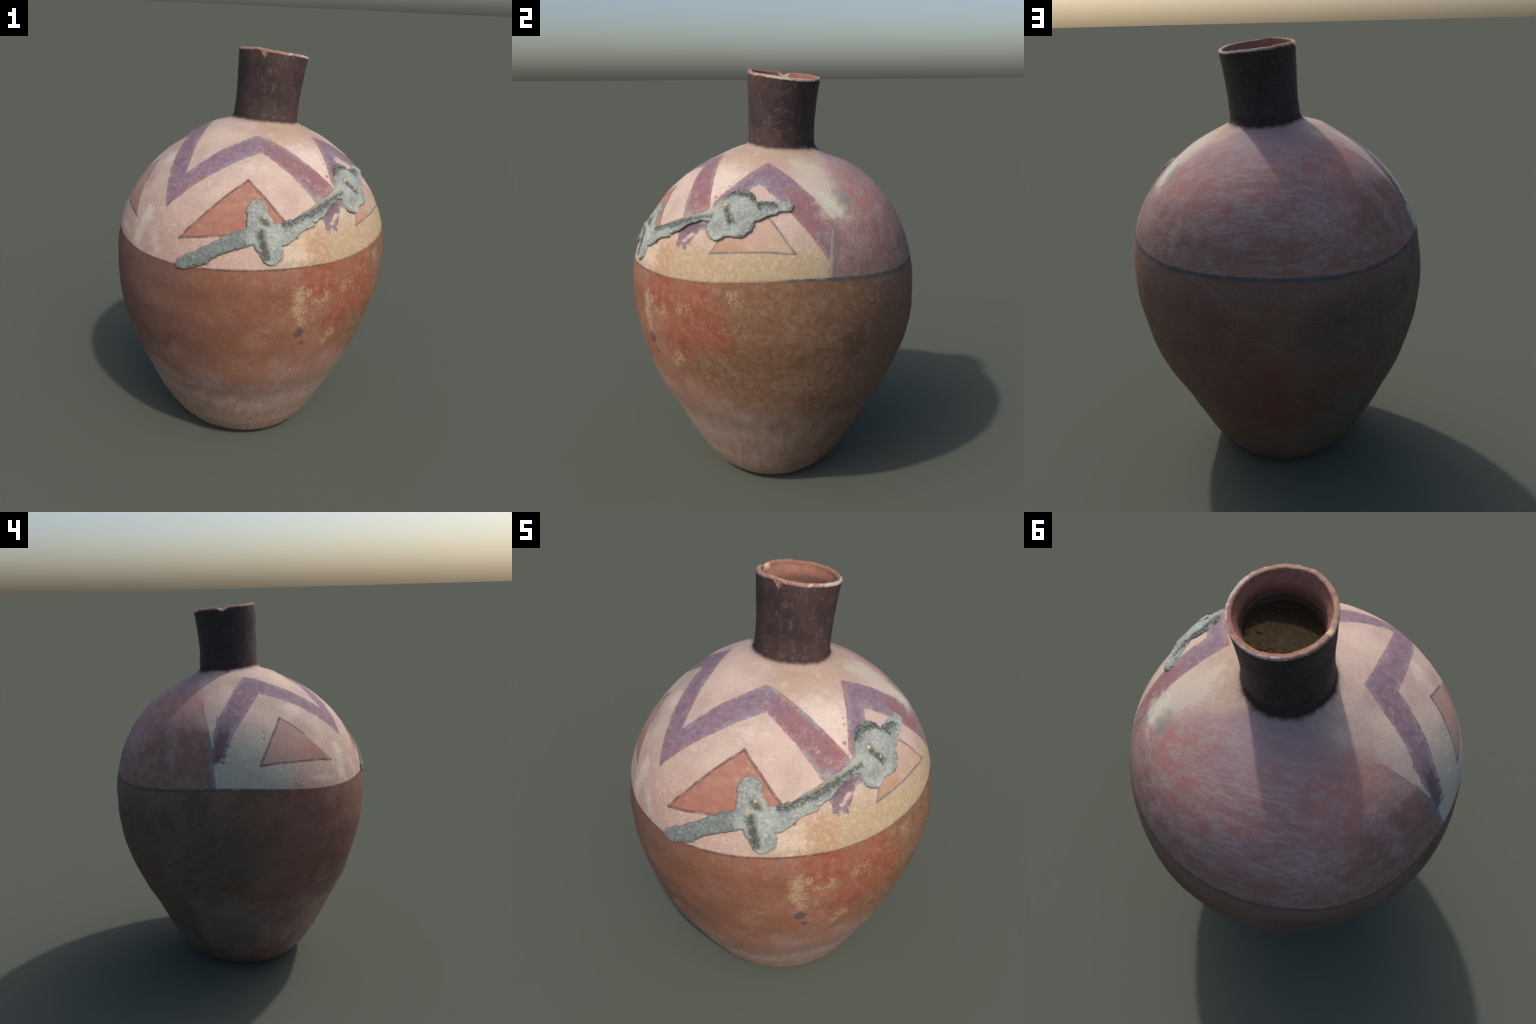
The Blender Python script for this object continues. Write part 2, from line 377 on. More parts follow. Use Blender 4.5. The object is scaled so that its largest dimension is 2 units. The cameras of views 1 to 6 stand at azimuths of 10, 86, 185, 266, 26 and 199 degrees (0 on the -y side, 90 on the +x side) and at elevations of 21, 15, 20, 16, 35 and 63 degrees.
# ------------------------------------------------------------------ painted clay of belly and shoulder
def painted_clay():
    N = Paint('painted_clay')
    fine = N.noise(N.P, 260.0, 2.0, .6)
    mid = N.noise(N.P, 34.0, 4.0, .6)
    low = N.noise(N.P, 6.0, 4.0, .55)
    lowc = N.sub(low, .5); midc = N.sub(mid, .5)

    # --- cream slip of the shoulder
    c = N.mix(N.step(low, .35, .65), lin(182, 156, 145), lin(196, 172, 156))
    pinkish = N.mul(N.lobe(332, 25, 62), N.step(N.add(N.el, N.mul(lowc, 30)), 45, 25))
    c = N.mix(N.mul(pinkish, .6), c, lin(178, 140, 128))
    yellow = N.mul(N.lobe(66, 32, 56), N.step(N.add(N.el, N.mul(midc, 16)), 34, 22))
    c = N.mix(N.mul(yellow, .85), c, lin(170, 147, 110))
    grey = N.mul(N.lobe(262, 14, 36), N.step(N.add(N.el, N.mul(lowc, 30)), 52, 28))
    c = N.mix(N.mul(grey, .75), c, lin(160, 166, 152))
    dusty = N.mul(N.lobe(75, 40, 85), N.step(N.add(N.el, N.mul(midc, 14)), 58, 70))
    c = N.mix(N.mul(dusty, .65), c, lin(168, 142, 118))
    orange = N.step(N.add(N.blob(36, 20.5, 9), N.mul(midc, .22)), -.02, .07)
    c = N.mix(N.mul(orange, .42), c, lin(172, 118, 86))
    pale = N.union(N.blob(8, 53.3, 2.5), N.blob(50, 55, 9), N.blob(305.5, 49.3, 3.5), N.stroke((321.5, 27), (319, 17.5), 2.4), N.stroke((328, 20), (331, 16), .8), N.blob(29, 20.3, 5))
    c = N.mix(N.mul(N.step(N.add(pale, N.mul(N.sub(N.noise(N.P, 26.0, 6.0, .75), .5), .42)), -.07, .10), .5), c, lin(226, 206, 190))
    specks = N.step(N.noise(N.P, 185.0, 4.0, .75), .52, .66)
    c = N.mix(N.mul(specks, .5), c, lin(128, 92, 74))
    blotch = N.step(N.noise(N.P, 70.0, 5.0, .75), .50, .62)
    c = N.mix(N.mul(N.mul(blotch, N.step(N.el, 44, 26)), .38), c, lin(210, 192, 160))
    c = N.mix(N.mul(N.step(N.noise(N.P, 20.0, 5.0, .7), .54, .70), .22), c, lin(222, 204, 188))
    c = N.mix(N.mul(N.sub(fine, .5), .5), c, lin(240, 225, 210))

    # --- triangles: pale red fields inside thin dark outlines
    def triangle(c, pts, fill, line, hw, amount, lines=(1, 1, 1)):
        f = N.step(N.add(N.poly(pts), N.mul(midc, .012)), -.004, .006)
        c = N.mix(N.mul(N.mul(f, amount), N.step(N.noise(N.P, 32.0, 6.0, .75), .52, .70, 1.0, .55)), c, fill)
        for k in range(3):
            if lines[k]:
                m = N.step(N.stroke(pts[k], pts[(k + 1) % 3], hw), -.003, .004)
                c = N.mix(N.mul(m, N.step(mid, .30, .60, .45, .9)), c, line)
        return c
    c = triangle(c, [(293, 46.2), (276.8, 26.3), (313.2, 23.8)], N.mix(N.step(N.blob(309, 27, 9), -.06, .08), lin(162, 122, 112), lin(146, 96, 82)), lin(92, 78, 82), .48, .72, (1, 1, 0))
    hl = N.step(N.stroke((293, 46.2), (303.5, 37.0), .42), -.003, .004)
    c = N.mix(N.mul(hl, .75), c, lin(92, 78, 82))
    c = triangle(c, [(8.2, 47.1), (342, 22.0), (29, 25.2)], N.mix(N.step(mid, .3, .7), lin(148, 90, 73), lin(162, 108, 91)), lin(110, 80, 78), .52, .84)
    c = triangle(c, [(75.5, 46.5), (60.3, 25.6), (93.8, 26.2)], N.mix(N.step(N.blob(64, 28, 9), -.06, .06), lin(184, 146, 122), lin(164, 104, 74)), lin(112, 100, 104), .42, .42, (0, 1, 1))
    tl = N.step(N.stroke((60.3, 25.6), (63.5, 30.0), .3), -.003, .003)
    c = N.mix(N.mul(tl, .7), c, lin(128, 108, 104))

    # whitish rubbing over the corner of the left triangle and the band below it
    rub = N.union(N.stroke((321.5, 28), (318.5, 17), 2.6), N.stroke((329, 21), (331, 15.5), .9), N.blob(314, 23, 1.8), N.stroke((300, 19), (312, 16.5), 1.2))
    rv = N.noise(N.vec('MULTIPLY', N.P, (40, 40, 18)), 1.0, 5.0, .7)
    c = N.mix(N.mul(N.step(N.add(rub, N.mul(N.sub(rv, .5), .16)), -.015, .03), .6), c, lin(206, 194, 170))
    # --- purple zigzag
    bands = [[(277, 72.8), (254.2, 41), (266.2, 41), (286.5, 60.8)], [(254.6, 48), (254.9, 28.3), (260.6, 27.8), (264.5, 38), (268.5, 48)],
             [(277, 72.8), (331.2, 46.4), (330.4, 31.0), (286.5, 60.8)], [(330.4, 31.0), (331.2, 46.4), (12, 71.0), (16, 60.2)],
             [(12, 71.0), (54.0, 43.0), (40.8, 37.0), (16, 60.2)], [(54.5, 43.4), (41.2, 37.5), (42.6, 26.4), (48.5, 25.6), (53, 33)], [(44, 34.5), (45, 31.5), (57, 33.5), (58, 38)],
             [(55, 44.5), (82, 66.0), (77, 53.2), (57.5, 36)], [(82, 66.0), (112.0, 37.0), (106.0, 22.8), (79, 53.0)]]
    def kite(o, i, a, b):            # closes the corner where two strokes meet
        u = lambda p, q, t: (unit(*p) * (1 - t) + unit(*q) * t).normalized()
        ang = lambda v: (math.degrees(math.atan2(v.x, -v.y)), math.degrees(math.asin(v.z)))
        return [o, ang(u(o, a, .4)), i, ang(u(o, b, .4))]
    bands += [kite((277, 72.8), (286.5, 60.8), (254.2, 41), (331.2, 46.4)), kite((330.4, 31.0), (331.2, 46.4), (286.5, 60.8), (16, 60.2)),
              kite((12, 71.0), (16, 60.2), (331.2, 46.4), (54.0, 43.0)), kite((82, 66.0), (78.5, 53.0), (55, 44.5), (112, 37))]
    bands.append([(45, 35), (45.5, 31.8), (51, 32.5), (57.5, 34.5), (58, 38)])
    d = N.union(*[N.poly(b) for b in bands])
    d = N.sub(d, N.mul(N.step(N.add(N.stroke((46.6, 28.6), (49.6, 31.2), .8), N.mul(midc, .07)), -.01, .015), .08))
    rag = N.mul(N.step(N.union(N.blob(259, 31, 7), N.blob(46, 27, 5)), .0, .05), N.mul(N.sub(N.noise(N.P, 38.0, 5.0, .7), .5), .16))
    m = N.step(N.add(N.add(d, rag), N.mul(midc, .010)), -.003, .005)
    m = N.mx(m, N.step(N.union(N.blob(59.5, 52.6, .6), N.blob(61, 54.6, .45), N.blob(54.7, 46.8, .7)), -.004, .006))
    pw = N.step(low, .38, .62)
    brush = N.noise(N.vec('MULTIPLY', N.P, (38, 38, 16)), 1.0, 5.0, .7)
    p = N.mix(N.step(brush, .30, .72), lin(115, 90, 105), lin(138, 115, 127))
    maroon = N.union(N.blob(38, 52, 12), N.blob(103, 40, 9))
    p = N.mix(N.mul(N.step(N.add(maroon, N.mul(lowc, .3)), -.1, .1), N.step(brush, .30, .66, .35, .75)), p, lin(138, 88, 84))
    dark = N.union(N.blob(258, 34, 9), N.stroke((45, 33.2), (56, 35.6), 2.2))  # stroke part deepens the purple for the shadow below the mortar bridge
    p = N.mix(N.mul(N.step(dark, -.05, .06), .65), p, lin(76, 54, 62))
    # bluish-grey underpaint showing along the band edges
    edge = N.mul(N.step(d, .045, .012), N.step(N.noise(N.P, 9.0, 2.0, .5), .48, .60))
    p = N.mix(N.mul(edge, .65), p, lin(132, 132, 136))
    rededge = N.mul(N.step(d, .04, .015), N.step(N.noise(N.vec('ADD', N.P, (3, 5, 1)), 8.0, 2.0, .5), .52, .62))
    p = N.mix(N.mul(rededge, .55), p, lin(154, 98, 86))
    p = N.mix(N.mul(N.step(N.noise(N.P, 120.0, 3.0, .6), .60, .72), .4), p, lin(190, 168, 172))
    wear = N.mul(N.step(d, .035, .004), N.step(N.noise(N.P, 55.0, 5.0, .7), .50, .58))
    scuffp = N.mul(N.step(N.noise(N.P, 26.0, 6.0, .75), .54, .68), .45)
    m = N.mul(m, N.sub(1.0, scuffp))
    c = N.mix(N.mul(m, N.mul(N.step(mid, .2, .45, .74, .95), N.sub(1.0, N.mul(wear, .35)))), c, p)

    # --- reddish brushed field at the back
    elr = N.mul(N.el, math.pi / 180)
    streak = N.noise(N.vec('MULTIPLY', N.P, (5, 30, 30)), 1.0, 6.0, .66)
    tuft = N.noise(N.P, 16.0, 5.0, .65)
    b = N.mix(N.step(low, .35, .68), lin(168, 117, 108), lin(152, 110, 104))
    wash = N.step(N.add(N.mul(streak, .55), N.add(N.mul(tuft, .35), N.mul(low, .25))), .475, .635)
    fstreak = N.noise(N.vec('MULTIPLY', N.P, (16, 90, 90)), 1.0, 5.0, .7)
    wash = N.mul(wash, N.step(fstreak, .42, .56, .30, 1.0))
    b = N.mix(N.mul(wash, .76), b, lin(168, 150, 147))
    topw = N.step(N.add(N.el, N.mul(lowc, 30)), 50, 68)
    b = N.mix(N.mul(topw, .5), b, lin(162, 142, 146))
    lowb = N.mul(N.step(N.add(N.el, N.mul(lowc, 30)), 42, 20), .68)  # baked shading: back field tinted darker toward the girdle
    b = N.mix(lowb, b, N.mix(N.step(wash, .2, .8), lin(116, 86, 76), lin(128, 108, 98)))
    brown = N.mul(N.lobe(240, 10, 32), N.step(N.add(N.el, N.mul(lowc, 20)), 46, 36))
    b = N.mix(N.mul(brown, N.step(tuft, .40, .62, .7, .2)), b, lin(118, 94, 78))
    salmon = N.mul(N.lobe(232, 10, 24), N.step(N.add(N.el, N.mul(lowc, 20)), 40, 52))
    b = N.mix(N.mul(salmon, .45), b, lin(178, 128, 112))
    b = N.mix(N.mul(N.sub(fine, .5), .35), b, lin(220, 205, 200))
    def limit(stops):                # back-angle limit against elevation
        return N.ramp(N.math('DIVIDE', N.el, 90.0), [(e / 90, (a / 180,) * 3 + (1,)) for e, a in stops])
    jag = N.add(N.mul(N.sub(N.noise(N.P, 30.0, 3.0, .6), .5), .03), N.mul(lowc, .04))
    L = N.mul(limit([(10, 77), (17, 76.5), (26, 75), (34, 74), (41.7, 71.5), (46, 68.7), (54, 63.7), (62.5, 52), (71.5, 27)]), math.pi)
    R = N.mul(limit([(10, 74), (17, 73.6), (30.5, 71), (37, 68), (39.5, 62), (47.5, 59), (54.5, 54), (61, 50), (69, 35.5), (76, 20)]), -math.pi)
    dl = N.add(N.sub(L, N.back), N.mul(jag, .5)); dr = N.sub(N.back, R)
    soft = N.step(N.el, 36, 46)
    drs = N.add(dr, N.add(N.mul(jag, .7), N.mul(N.mul(soft, N.sub(wash, .5)), .16)))
    softl = N.step(N.el, 54, 64)
    mb = N.mul(N.step(N.add(dl, N.mul(N.mul(softl, N.sub(tuft, .5)), .5)), N.add(N.mul(softl, -.34), -.008), N.add(N.mul(softl, .22), .008)), N.step(drs, N.mul(soft, -.10), N.add(N.mul(soft, .08), .01)))
    c = N.mix(mb, c, b)
    # cracked whitish patch and grey smudge where cream meets red
    crack = N.step(N.voronoi(N.vec('ADD', N.P, N.vec('SCALE', N.noise(N.P, 40.0, 3.0, .6, True), scale=.010)), 46.0, 'DISTANCE_TO_EDGE'), .0, .045, 1.0, 0.0)
    mint = N.step(N.add(N.union(N.stroke((112, 60), (114, 42), 4.5), N.stroke((108, 64), (113, 55), 3.5)), N.mul(N.sub(N.noise(N.P, 28.0, 6.0, .75), .5), .3)), -.05, .05)
    c = N.mix(N.mul(mint, .65), c, lin(190, 182, 162))
    wp = N.step(N.add(N.union(N.blob(114.0, 43.5, 2.6), N.blob(112.5, 47, 2.2), N.blob(116.8, 40, 1.6)), N.mul(midc, .08)), -.012, .018)
    c = N.mix(N.mul(wp, .88), c, N.mix(N.mul(crack, .8), lin(200, 197, 174), lin(140, 132, 104)))
    sm = N.step(N.add(N.union(N.blob(122.5, 44.2, 3.0), N.blob(121.5, 48, 2.0)), N.mul(midc, .1)), -.03, .04)
    c = N.mix(N.mul(sm, .75), c, lin(136, 132, 128))
    # grey dividing lines at both ends of the field
    gl = N.mul(N.step(N.math('ABSOLUTE', dl), N.step(N.el, 44, 30, .006, .030), N.step(N.el, 44, 30, .001, .018)), N.step(N.el, 56, 50))
    gr = N.mul(N.step(N.math('ABSOLUTE', N.add(N.add(dr, -.012), N.mul(jag, 1.2))), .055, .012), N.mul(N.step(N.el, 39, 36), N.step(N.el, 16, 25, .9, .75)))
    c = N.mix(N.mul(N.mx(gl, N.mul(gr, .8)), .8), c, lin(112, 108, 112))

    # --- belly below the girdle line
    k = N.mix(N.step(low, .34, .66), lin(142, 93, 71), lin(150, 106, 87))
    k = N.mix(N.mul(N.lobe(345, 16, 44), .6), k, lin(126, 80, 58))
    deep = N.step(N.add(N.union(N.blob(350, 6, 9), N.blob(22, 4, 7), N.blob(335, -8, 12)), N.mul(lowc, .4)), -.06, .12)
    k = N.mix(N.mul(deep, .5), k, lin(120, 72, 48))
    k = N.mix(N.lobe(100, 30, 52), k, N.mix(N.step(mid, .35, .65), lin(124, 88, 61), lin(138, 102, 78)))
    k = N.mix(N.mul(N.lobe(126, 12, 34), .45), k, lin(106, 82, 64))
    near = N.step(N.add(N.el, N.mul(lowc, 30)), -6, 12)
    k = N.mix(N.lobe(150, 24, 44), k, N.mix(N.step(low, .35, .65), lin(108, 84, 66), lin(114, 84, 72)))
    k = N.mix(N.lobe(190, 22, 44), k, N.mix(N.step(low, .30, .70), lin(100, 71, 59), lin(108, 86, 71)))
    k = N.mix(N.lobe(252, 20, 72), k, N.mix(N.step(N.add(low, N.mul(midc, .5)), .30, .70), lin(84, 73, 61), lin(100, 90, 76)))
    k = N.mix(N.lobe(312, 4, 58), k, N.mix(N.step(low, .3, .7), lin(114, 78, 65), lin(126, 92, 80)))
    k = N.mix(N.mul(N.mul(near, N.lobe(180, 40, 65)), .6), k, lin(122, 94, 84))
    red = N.union(N.blob(40, 9.5, 11), N.blob(60, 1.0, 12), N.blob(48, -8.5, 9), N.blob(57, 10, 8))
    k = N.mix(N.mul(N.step(N.add(red, N.mul(lowc, .35)), -.06, .10), .85), k, N.mix(N.step(mid, .3, .7), lin(136, 70, 44), lin(150, 90, 66)))
    soot = N.union(N.blob(219, 6.5, 7), N.blob(204, -6, 13), N.blob(262, -10, 14))
    k = N.mix(N.mul(N.step(N.add(soot, N.mul(lowc, .4)), -.08, .14), .5), k, lin(72, 66, 64))
    wine = N.union(N.blob(182, -24, 8), N.blob(184, -42, 9), N.blob(216, -27, 5), N.blob(298, -58, 12))
    k = N.mix(N.mul(N.step(N.add(wine, N.mul(lowc, .35)), -.08, .10), .70), k, lin(108, 62, 54))
    blue = N.blob(262, -46, 15)
    k = N.mix(N.mul(N.step(N.add(blue, N.mul(lowc, .6)), -.16, .24), .45), k, lin(114, 110, 106))
    bandm = N.step(N.add(N.blob(117, -6.5, 7), N.mul(midc, .15)), -.02, .06)
    k = N.mix(N.mul(bandm, .4), k, lin(88, 60, 48))
    # dust caught on the lower wall, in wiped streaks
    dv = N.noise(N.comb(N.mul(N.az, 14.0), N.mul(elr, 9.0)), 1.0, 6.0, .72)
    dust = N.mul(N.step(N.add(N.el, N.mul(lowc, 50)), -22, -48), N.step(dv, .34, .62, .50, 1.0))
    k = N.mix(N.mul(dust, N.lobe(18, 62, 110)), k, lin(166, 140, 127))
    white = N.step(N.add(N.mul(dv, .55), N.mul(tuft, .5)), .60, .70)
    k = N.mix(N.mul(N.mul(white, N.step(N.el, -14, -40)), N.mul(N.lobe(30, 50, 95), .6)), k, lin(196, 182, 170))
    frost = N.mul(N.step(N.noise(N.P, 42.0, 5.0, .75), .51, .66), N.step(N.noise(N.P, 5.5, 3.0, .6), .40, .60))
    k = N.mix(N.mul(N.mul(frost, N.lobe(74, 42, 72)), .42), k, lin(174, 148, 128))
    # lime-coloured flakes left on the red patch
    fl = N.union(N.blob(29.5, 3.2, 3.4), N.blob(33, 4.0, 1.8), N.blob(29.5, -2.0, 3.4), N.blob(31.2, -7.2, 2.4), N.blob(41, 1.5, 2.6), N.blob(37, 0.6, 2.0),
                 N.blob(49.5, 4.2, 1.8), N.blob(53, 5.6, 1.2), N.blob(46.5, -16, 2.6), N.blob(43.5, -19, 2.2), N.blob(70.5, 11.5, 2.2), N.blob(73.5, 9.3, 1.4))
    fm_ = N.step(N.add(N.add(fl, -.012), N.mul(N.sub(N.noise(N.P, 80.0, 6.0, .78), .5), .30)), -.012, .016)
    k = N.mix(N.mul(fm_, .68), k, N.mix(N.step(mid, .35, .6), lin(160, 134, 98), lin(184, 160, 122)))
    bk = N.step(N.add(N.union(N.blob(30.6, -12, 1.9), N.blob(32.3, -17, .9)), N.mul(midc, .07)), -.008, .008)
    k = N.mix(N.mul(bk, .85), k, lin(86, 72, 76))
    ks = N.step(N.noise(N.P, 130.0, 2.0, .6), .66, .74)
    k = N.mix(N.mul(ks, .45), k, lin(190, 166, 146))
    hz = N.step(N.noise(N.P, 24.0, 6.0, .75), .50, .66)
    k = N.mix(N.mul(hz, N.add(.06, N.mul(N.lobe(70, 40, 90), .16))), k, lin(166, 146, 132))
    gr_ = N.step(N.noise(N.P, 90.0, 4.0, .75), .50, .62)
    k = N.mix(N.mul(gr_, .22), k, lin(84, 56, 44))
    kd = N.step(N.noise(N.P, 110.0, 2.0, .6), .36, .28)
    k = N.mix(N.mul(kd, .35), k, lin(84, 52, 40))
    k = N.mix(N.mul(N.sub(fine, .5), .4), k, lin(205, 175, 155))

    # --- girdle line between shoulder and belly
    g = N.add(GIRDLE[0], 0.0)
    for q in range(1, 6):
        a = N.mul(N.az, float(q))
        g = N.add(g, N.add(N.mul(N.math('COSINE', a), GIRDLE[2 * q - 1]), N.mul(N.math('SINE', a), GIRDLE[2 * q])))
    ge = N.add(N.sub(N.el, g), N.add(N.mul(lowc, .9), N.mul(midc, .4)))
    c = N.mix(N.step(ge, -.12, .12), k, c)
    hw = N.add(N.add(.54, N.mul(lowc, 1.4)), N.mul(N.math('COSINE', N.sub(N.az, math.radians(-10))), -.24))
    line = N.step(N.sub(hw, N.math('ABSOLUTE', ge)), -.20, .26)
    lc = N.mix(N.lobe(180, 70, 110), lin(92, 70, 68), lin(80, 80, 82))
    lost = N.mul(N.lobe(68, 14, 30), .55)
    c = N.mix(N.mul(N.mul(line, N.sub(.92, lost)), N.add(N.step(mid, .34, .58, .35, 1.0), N.mul(N.lobe(180, 50, 90), .3))), c, lc)

    # --- foot of the dark neck slip, brushed out over the cream
    x, y, z = N.xyz(N.P)
    nf = N.add(N.sub(z, 1.655), N.add(N.mul(x, .045), N.mul(y, .07)))
    comb = N.noise(N.comb(N.mul(N.back, 20.0), N.mul(z, 14.0)), 1.0, 5.0, .75)
    s = N.step(N.add(nf, N.add(N.mul(N.sub(comb, .5), .022), N.add(N.mul(lowc, .02), N.mul(midc, .012)))), -.010, .007)
    haze = N.step(N.add(nf, N.mul(midc, .02)), -.026, .0)
    c = N.mix(N.mul(haze, .22), c, lin(120, 100, 92))
    c = N.mix(s, c, neck_slip(N, fine))

    bump = N.add(N.add(N.mul(fine, .5), N.mul(N.noise(N.P, 120.0, 4.0, .7), 1.0)), N.mul(mid, .5))
    return N.finish(c, .82, bump, .35, .0035, .25)

def slip_black():
    N = Nodes('dark_neck_slip')
    fine = N.noise(N.P, 260.0, 2.0, .6)
    c = neck_slip(N, fine)
    x, y, z = N.xyz(N.P)
    # bare clay in the chipped lip, and the worn pink lip edge
    ax = N.sub(x, .066); ay = N.add(y, -.058)
    a = N.math('ARCTAN2', ax, N.mul(ay, -1.0))
    q = N.sub(1.0, N.math('DIVIDE', N.math('ABSOLUTE', N.add(N.add(a, .113), N.mul(N.sub(1.99, z), -.96))), N.mx(.002, N.mul(N.sub(z, 1.953), 3.7))))
    ch = N.step(N.add(q, N.mul(N.sub(N.noise(N.P, 120.0, 3.0, .6), .5), .7)), .02, .16)
    clay = N.mix(N.step(N.noise(N.P, 90.0, 4.0, .7), .45, .6), lin(138, 100, 70), lin(168, 152, 134))
    ch = N.mul(ch, N.step(z, 1.952, 1.956))
    c = N.mix(ch, c, clay)
    bump = N.add(N.mul(fine, .6), N.noise(N.vec('MULTIPLY', N.P, (60, 60, 18)), 1.0, 4.0, .6))
    return N.finish(c, .62, bump, .3, .003, .3)

def mouth_clay():
    N = Nodes('mouth_clay')
    fine = N.noise(N.P, 240.0, 2.0, .6); mid = N.noise(N.P, 38.0, 4.0, .65)
    x, y, z = N.xyz(N.P)
    a = N.math('ARCTAN2', N.sub(x, .066), N.mul(N.sub(y, .058), -1.0))
    r = N.math('SQRT', N.add(N.math('POWER', N.sub(x, .066), 2.0), N.math('POWER', N.sub(y, .058), 2.0)))
    wall = N.mix(N.step(mid, .35, .65), lin(156, 108, 92), lin(140, 98, 80))
    lower_dark = N.step(N.add(z, N.mul(N.sub(mid, .5), .05)), 1.945, 1.875)
    wall = N.mix(N.mul(lower_dark, .85), wall, lin(74, 58, 48))
    pit = N.step(N.noise(N.P, 70.0, 4.0, .7), .38, .30)
    wall = N.mix(N.mul(pit, .6), wall, lin(84, 54, 42))
    lipc = N.mix(N.step(mid, .35, .65), lin(152, 112, 97), lin(168, 131, 115))
    isl = N.step(N.add(r, N.mul(N.sub(mid, .5), .012)), .1535, .1590)
    c = N.mix(isl, wall, lipc)
    # worn white patches round the right and back of the lip
    zone = N.step(N.math('COSINE', N.sub(a, math.radians(120))), .0, .75)
    wh = N.step(N.add(N.noise(N.P, 30.0, 4.0, .7), N.mul(zone, .22)), .60, .66)
    c = N.mix(N.mul(N.mul(wh, .75), isl), c, lin(192, 184, 178))
    ch2 = N.step(N.math('COSINE', N.sub(a, math.radians(-93))), math.cos(math.radians(11)), math.cos(math.radians(7)))
    ch2 = N.mul(ch2, N.step(N.add(z, N.mul(N.sub(mid, .5), .02)), 1.955, 1.965))
    c = N.mix(N.mul(ch2, .8), c, lin(204, 176, 142))
    # dark slip lapping up the outside of the lip
    out = N.step(N.add(r, N.mul(N.sub(N.noise(N.P, 26.0, 3.0, .6), .5), .006)), .1745, .1775)
    c = N.mix(N.mul(out, .6), c, lin(88, 70, 66))
    c = N.mix(N.mul(N.sub(fine, .5), .4), c, lin(230, 210, 195))
    return N.finish(c, .85, N.add(N.mul(fine, .5), mid), .5, .004, .2)

def inner_dark_brown():
    N = Nodes('inner_dark_brown')
    mid = N.noise(N.P, 60.0, 5.0, .7)
    c = N.mix(N.step(mid, .35, .65), lin(52, 43, 30), lin(68, 57, 40))
    c = N.mix(N.mul(N.step(N.noise(N.P, 150.0, 3.0, .7), .62, .72), .3), c, lin(110, 92, 68))
    return N.finish(c, .95, N.noise(N.P, 110.0, 5.0, .75), .3, .003, .1)

# ------------------------------------------------------------------ mortar repair
def mortar():
    N = Paint('grey_mortar')
    fine = N.noise(N.P, 230.0, 3.0, .65); mid = N.noise(N.P, 48.0, 5.0, .65); low = N.noise(N.P, 11.0, 3.0, .5)
    c = N.mix(N.step(low, .38, .62), lin(138, 141, 133), lin(160, 163, 154))
    c = N.mix(N.mul(N.step(N.lobe(350, 12, 26), .2, .9), .75), c, lin(98, 106, 102))
    c = N.mix(N.mul(N.step(N.noise(N.P, 75.0, 6.0, .75), .46, .62), N.mul(N.step(mid, .35, .6, .35, .7), N.sub(1.0, N.mul(N.lobe(350, 12, 26), .55)))), c, lin(188, 192, 184))
    dk = N.step(N.noise(N.P, 85.0, 6.0, .8), .50, .42)
    c = N.mix(N.mul(dk, .28), c, lin(100, 106, 102))
    # dark weathered channel along the bridge and round the top of the second lump
    arc = N.union(N.stroke((25, 30.6), (36.5, 33.9), 1.3), N.stroke((36.5, 33.9), (46, 36.6), 1.3), N.stroke((46, 36.6), (57, 38.6), .5), N.stroke((61.5, 47.2), (66, 48.9), 1.1),
                  N.stroke((66, 48.9), (73, 48.4), 1.3), N.stroke((73, 48.4), (79.3, 44.8), 1.3), N.stroke((79.3, 44.8), (86.5, 43.9), .8))
    da = N.step(N.add(arc, N.mul(N.sub(mid, .5), .09)), -.020, .010)
    c = N.mix(N.mul(da, .92), c, N.mix(N.step(N.noise(N.P, 130.0, 4.0, .7), .46, .62), lin(50, 57, 61), lin(128, 130, 116)))
    hole = N.union(N.stroke((14.4, 26.6), (15.4, 23), 1.3), N.stroke((15.4, 23), (16.3, 19.0), 1.35), N.stroke((15.8, 31.8), (17.3, 30.2), .8), N.stroke((63.8, 41.5), (67.8, 36.8), .9), N.blob(16.5, 30.2, .9))
    dh = N.step(N.add(hole, N.mul(N.sub(mid, .5), .09)), -.022, .020)
    c = N.mix(N.mul(dh, .88), c, N.mix(N.step(fine, .42, .6), lin(44, 44, 38), lin(84, 84, 74)))
    sand = N.union(N.stroke((26, 32.6), (37, 35.4), .8), N.stroke((37, 35.4), (57.5, 40.8), .8))
    sd = N.step(N.add(sand, N.mul(N.sub(mid, .5), .06)), -.014, .012)
    c = N.mix(N.mul(sd, .7), c, lin(176, 166, 142))
    pits = N.step(N.noise(N.P, 100.0, 5.0, .75), .46, .36)
    c = N.mix(N.mul(pits, N.step(low, .42, .60, .55, .12)), c, lin(78, 82, 78))
    c = N.mix(N.mul(N.sub(fine, .5), .7), c, lin(225, 228, 222))
    return N.finish(c, .93, N.add(N.mul(fine, .7), mid), .7, .006, .15)

def peg_bone():
    N = Nodes('pale_wood')
    m = N.noise(N.vec('MULTIPLY', N.P, (90, 90, 60)), 1.0, 3.0, .6)
    return N.finish(N.mix(N.step(m, .4, .65), lin(196, 172, 126), lin(214, 196, 158)), .75, m, .4, .002, .25)

root = bpy.data.objects.new('ceramic_jar', None)
root.empty_display_size = 0.2
bpy.context.scene.collection.objects.link(root)
root['label'] = 'egg-shaped painted clay jar with dark neck and mortar repair'
root['category'] = 'pottery jar'

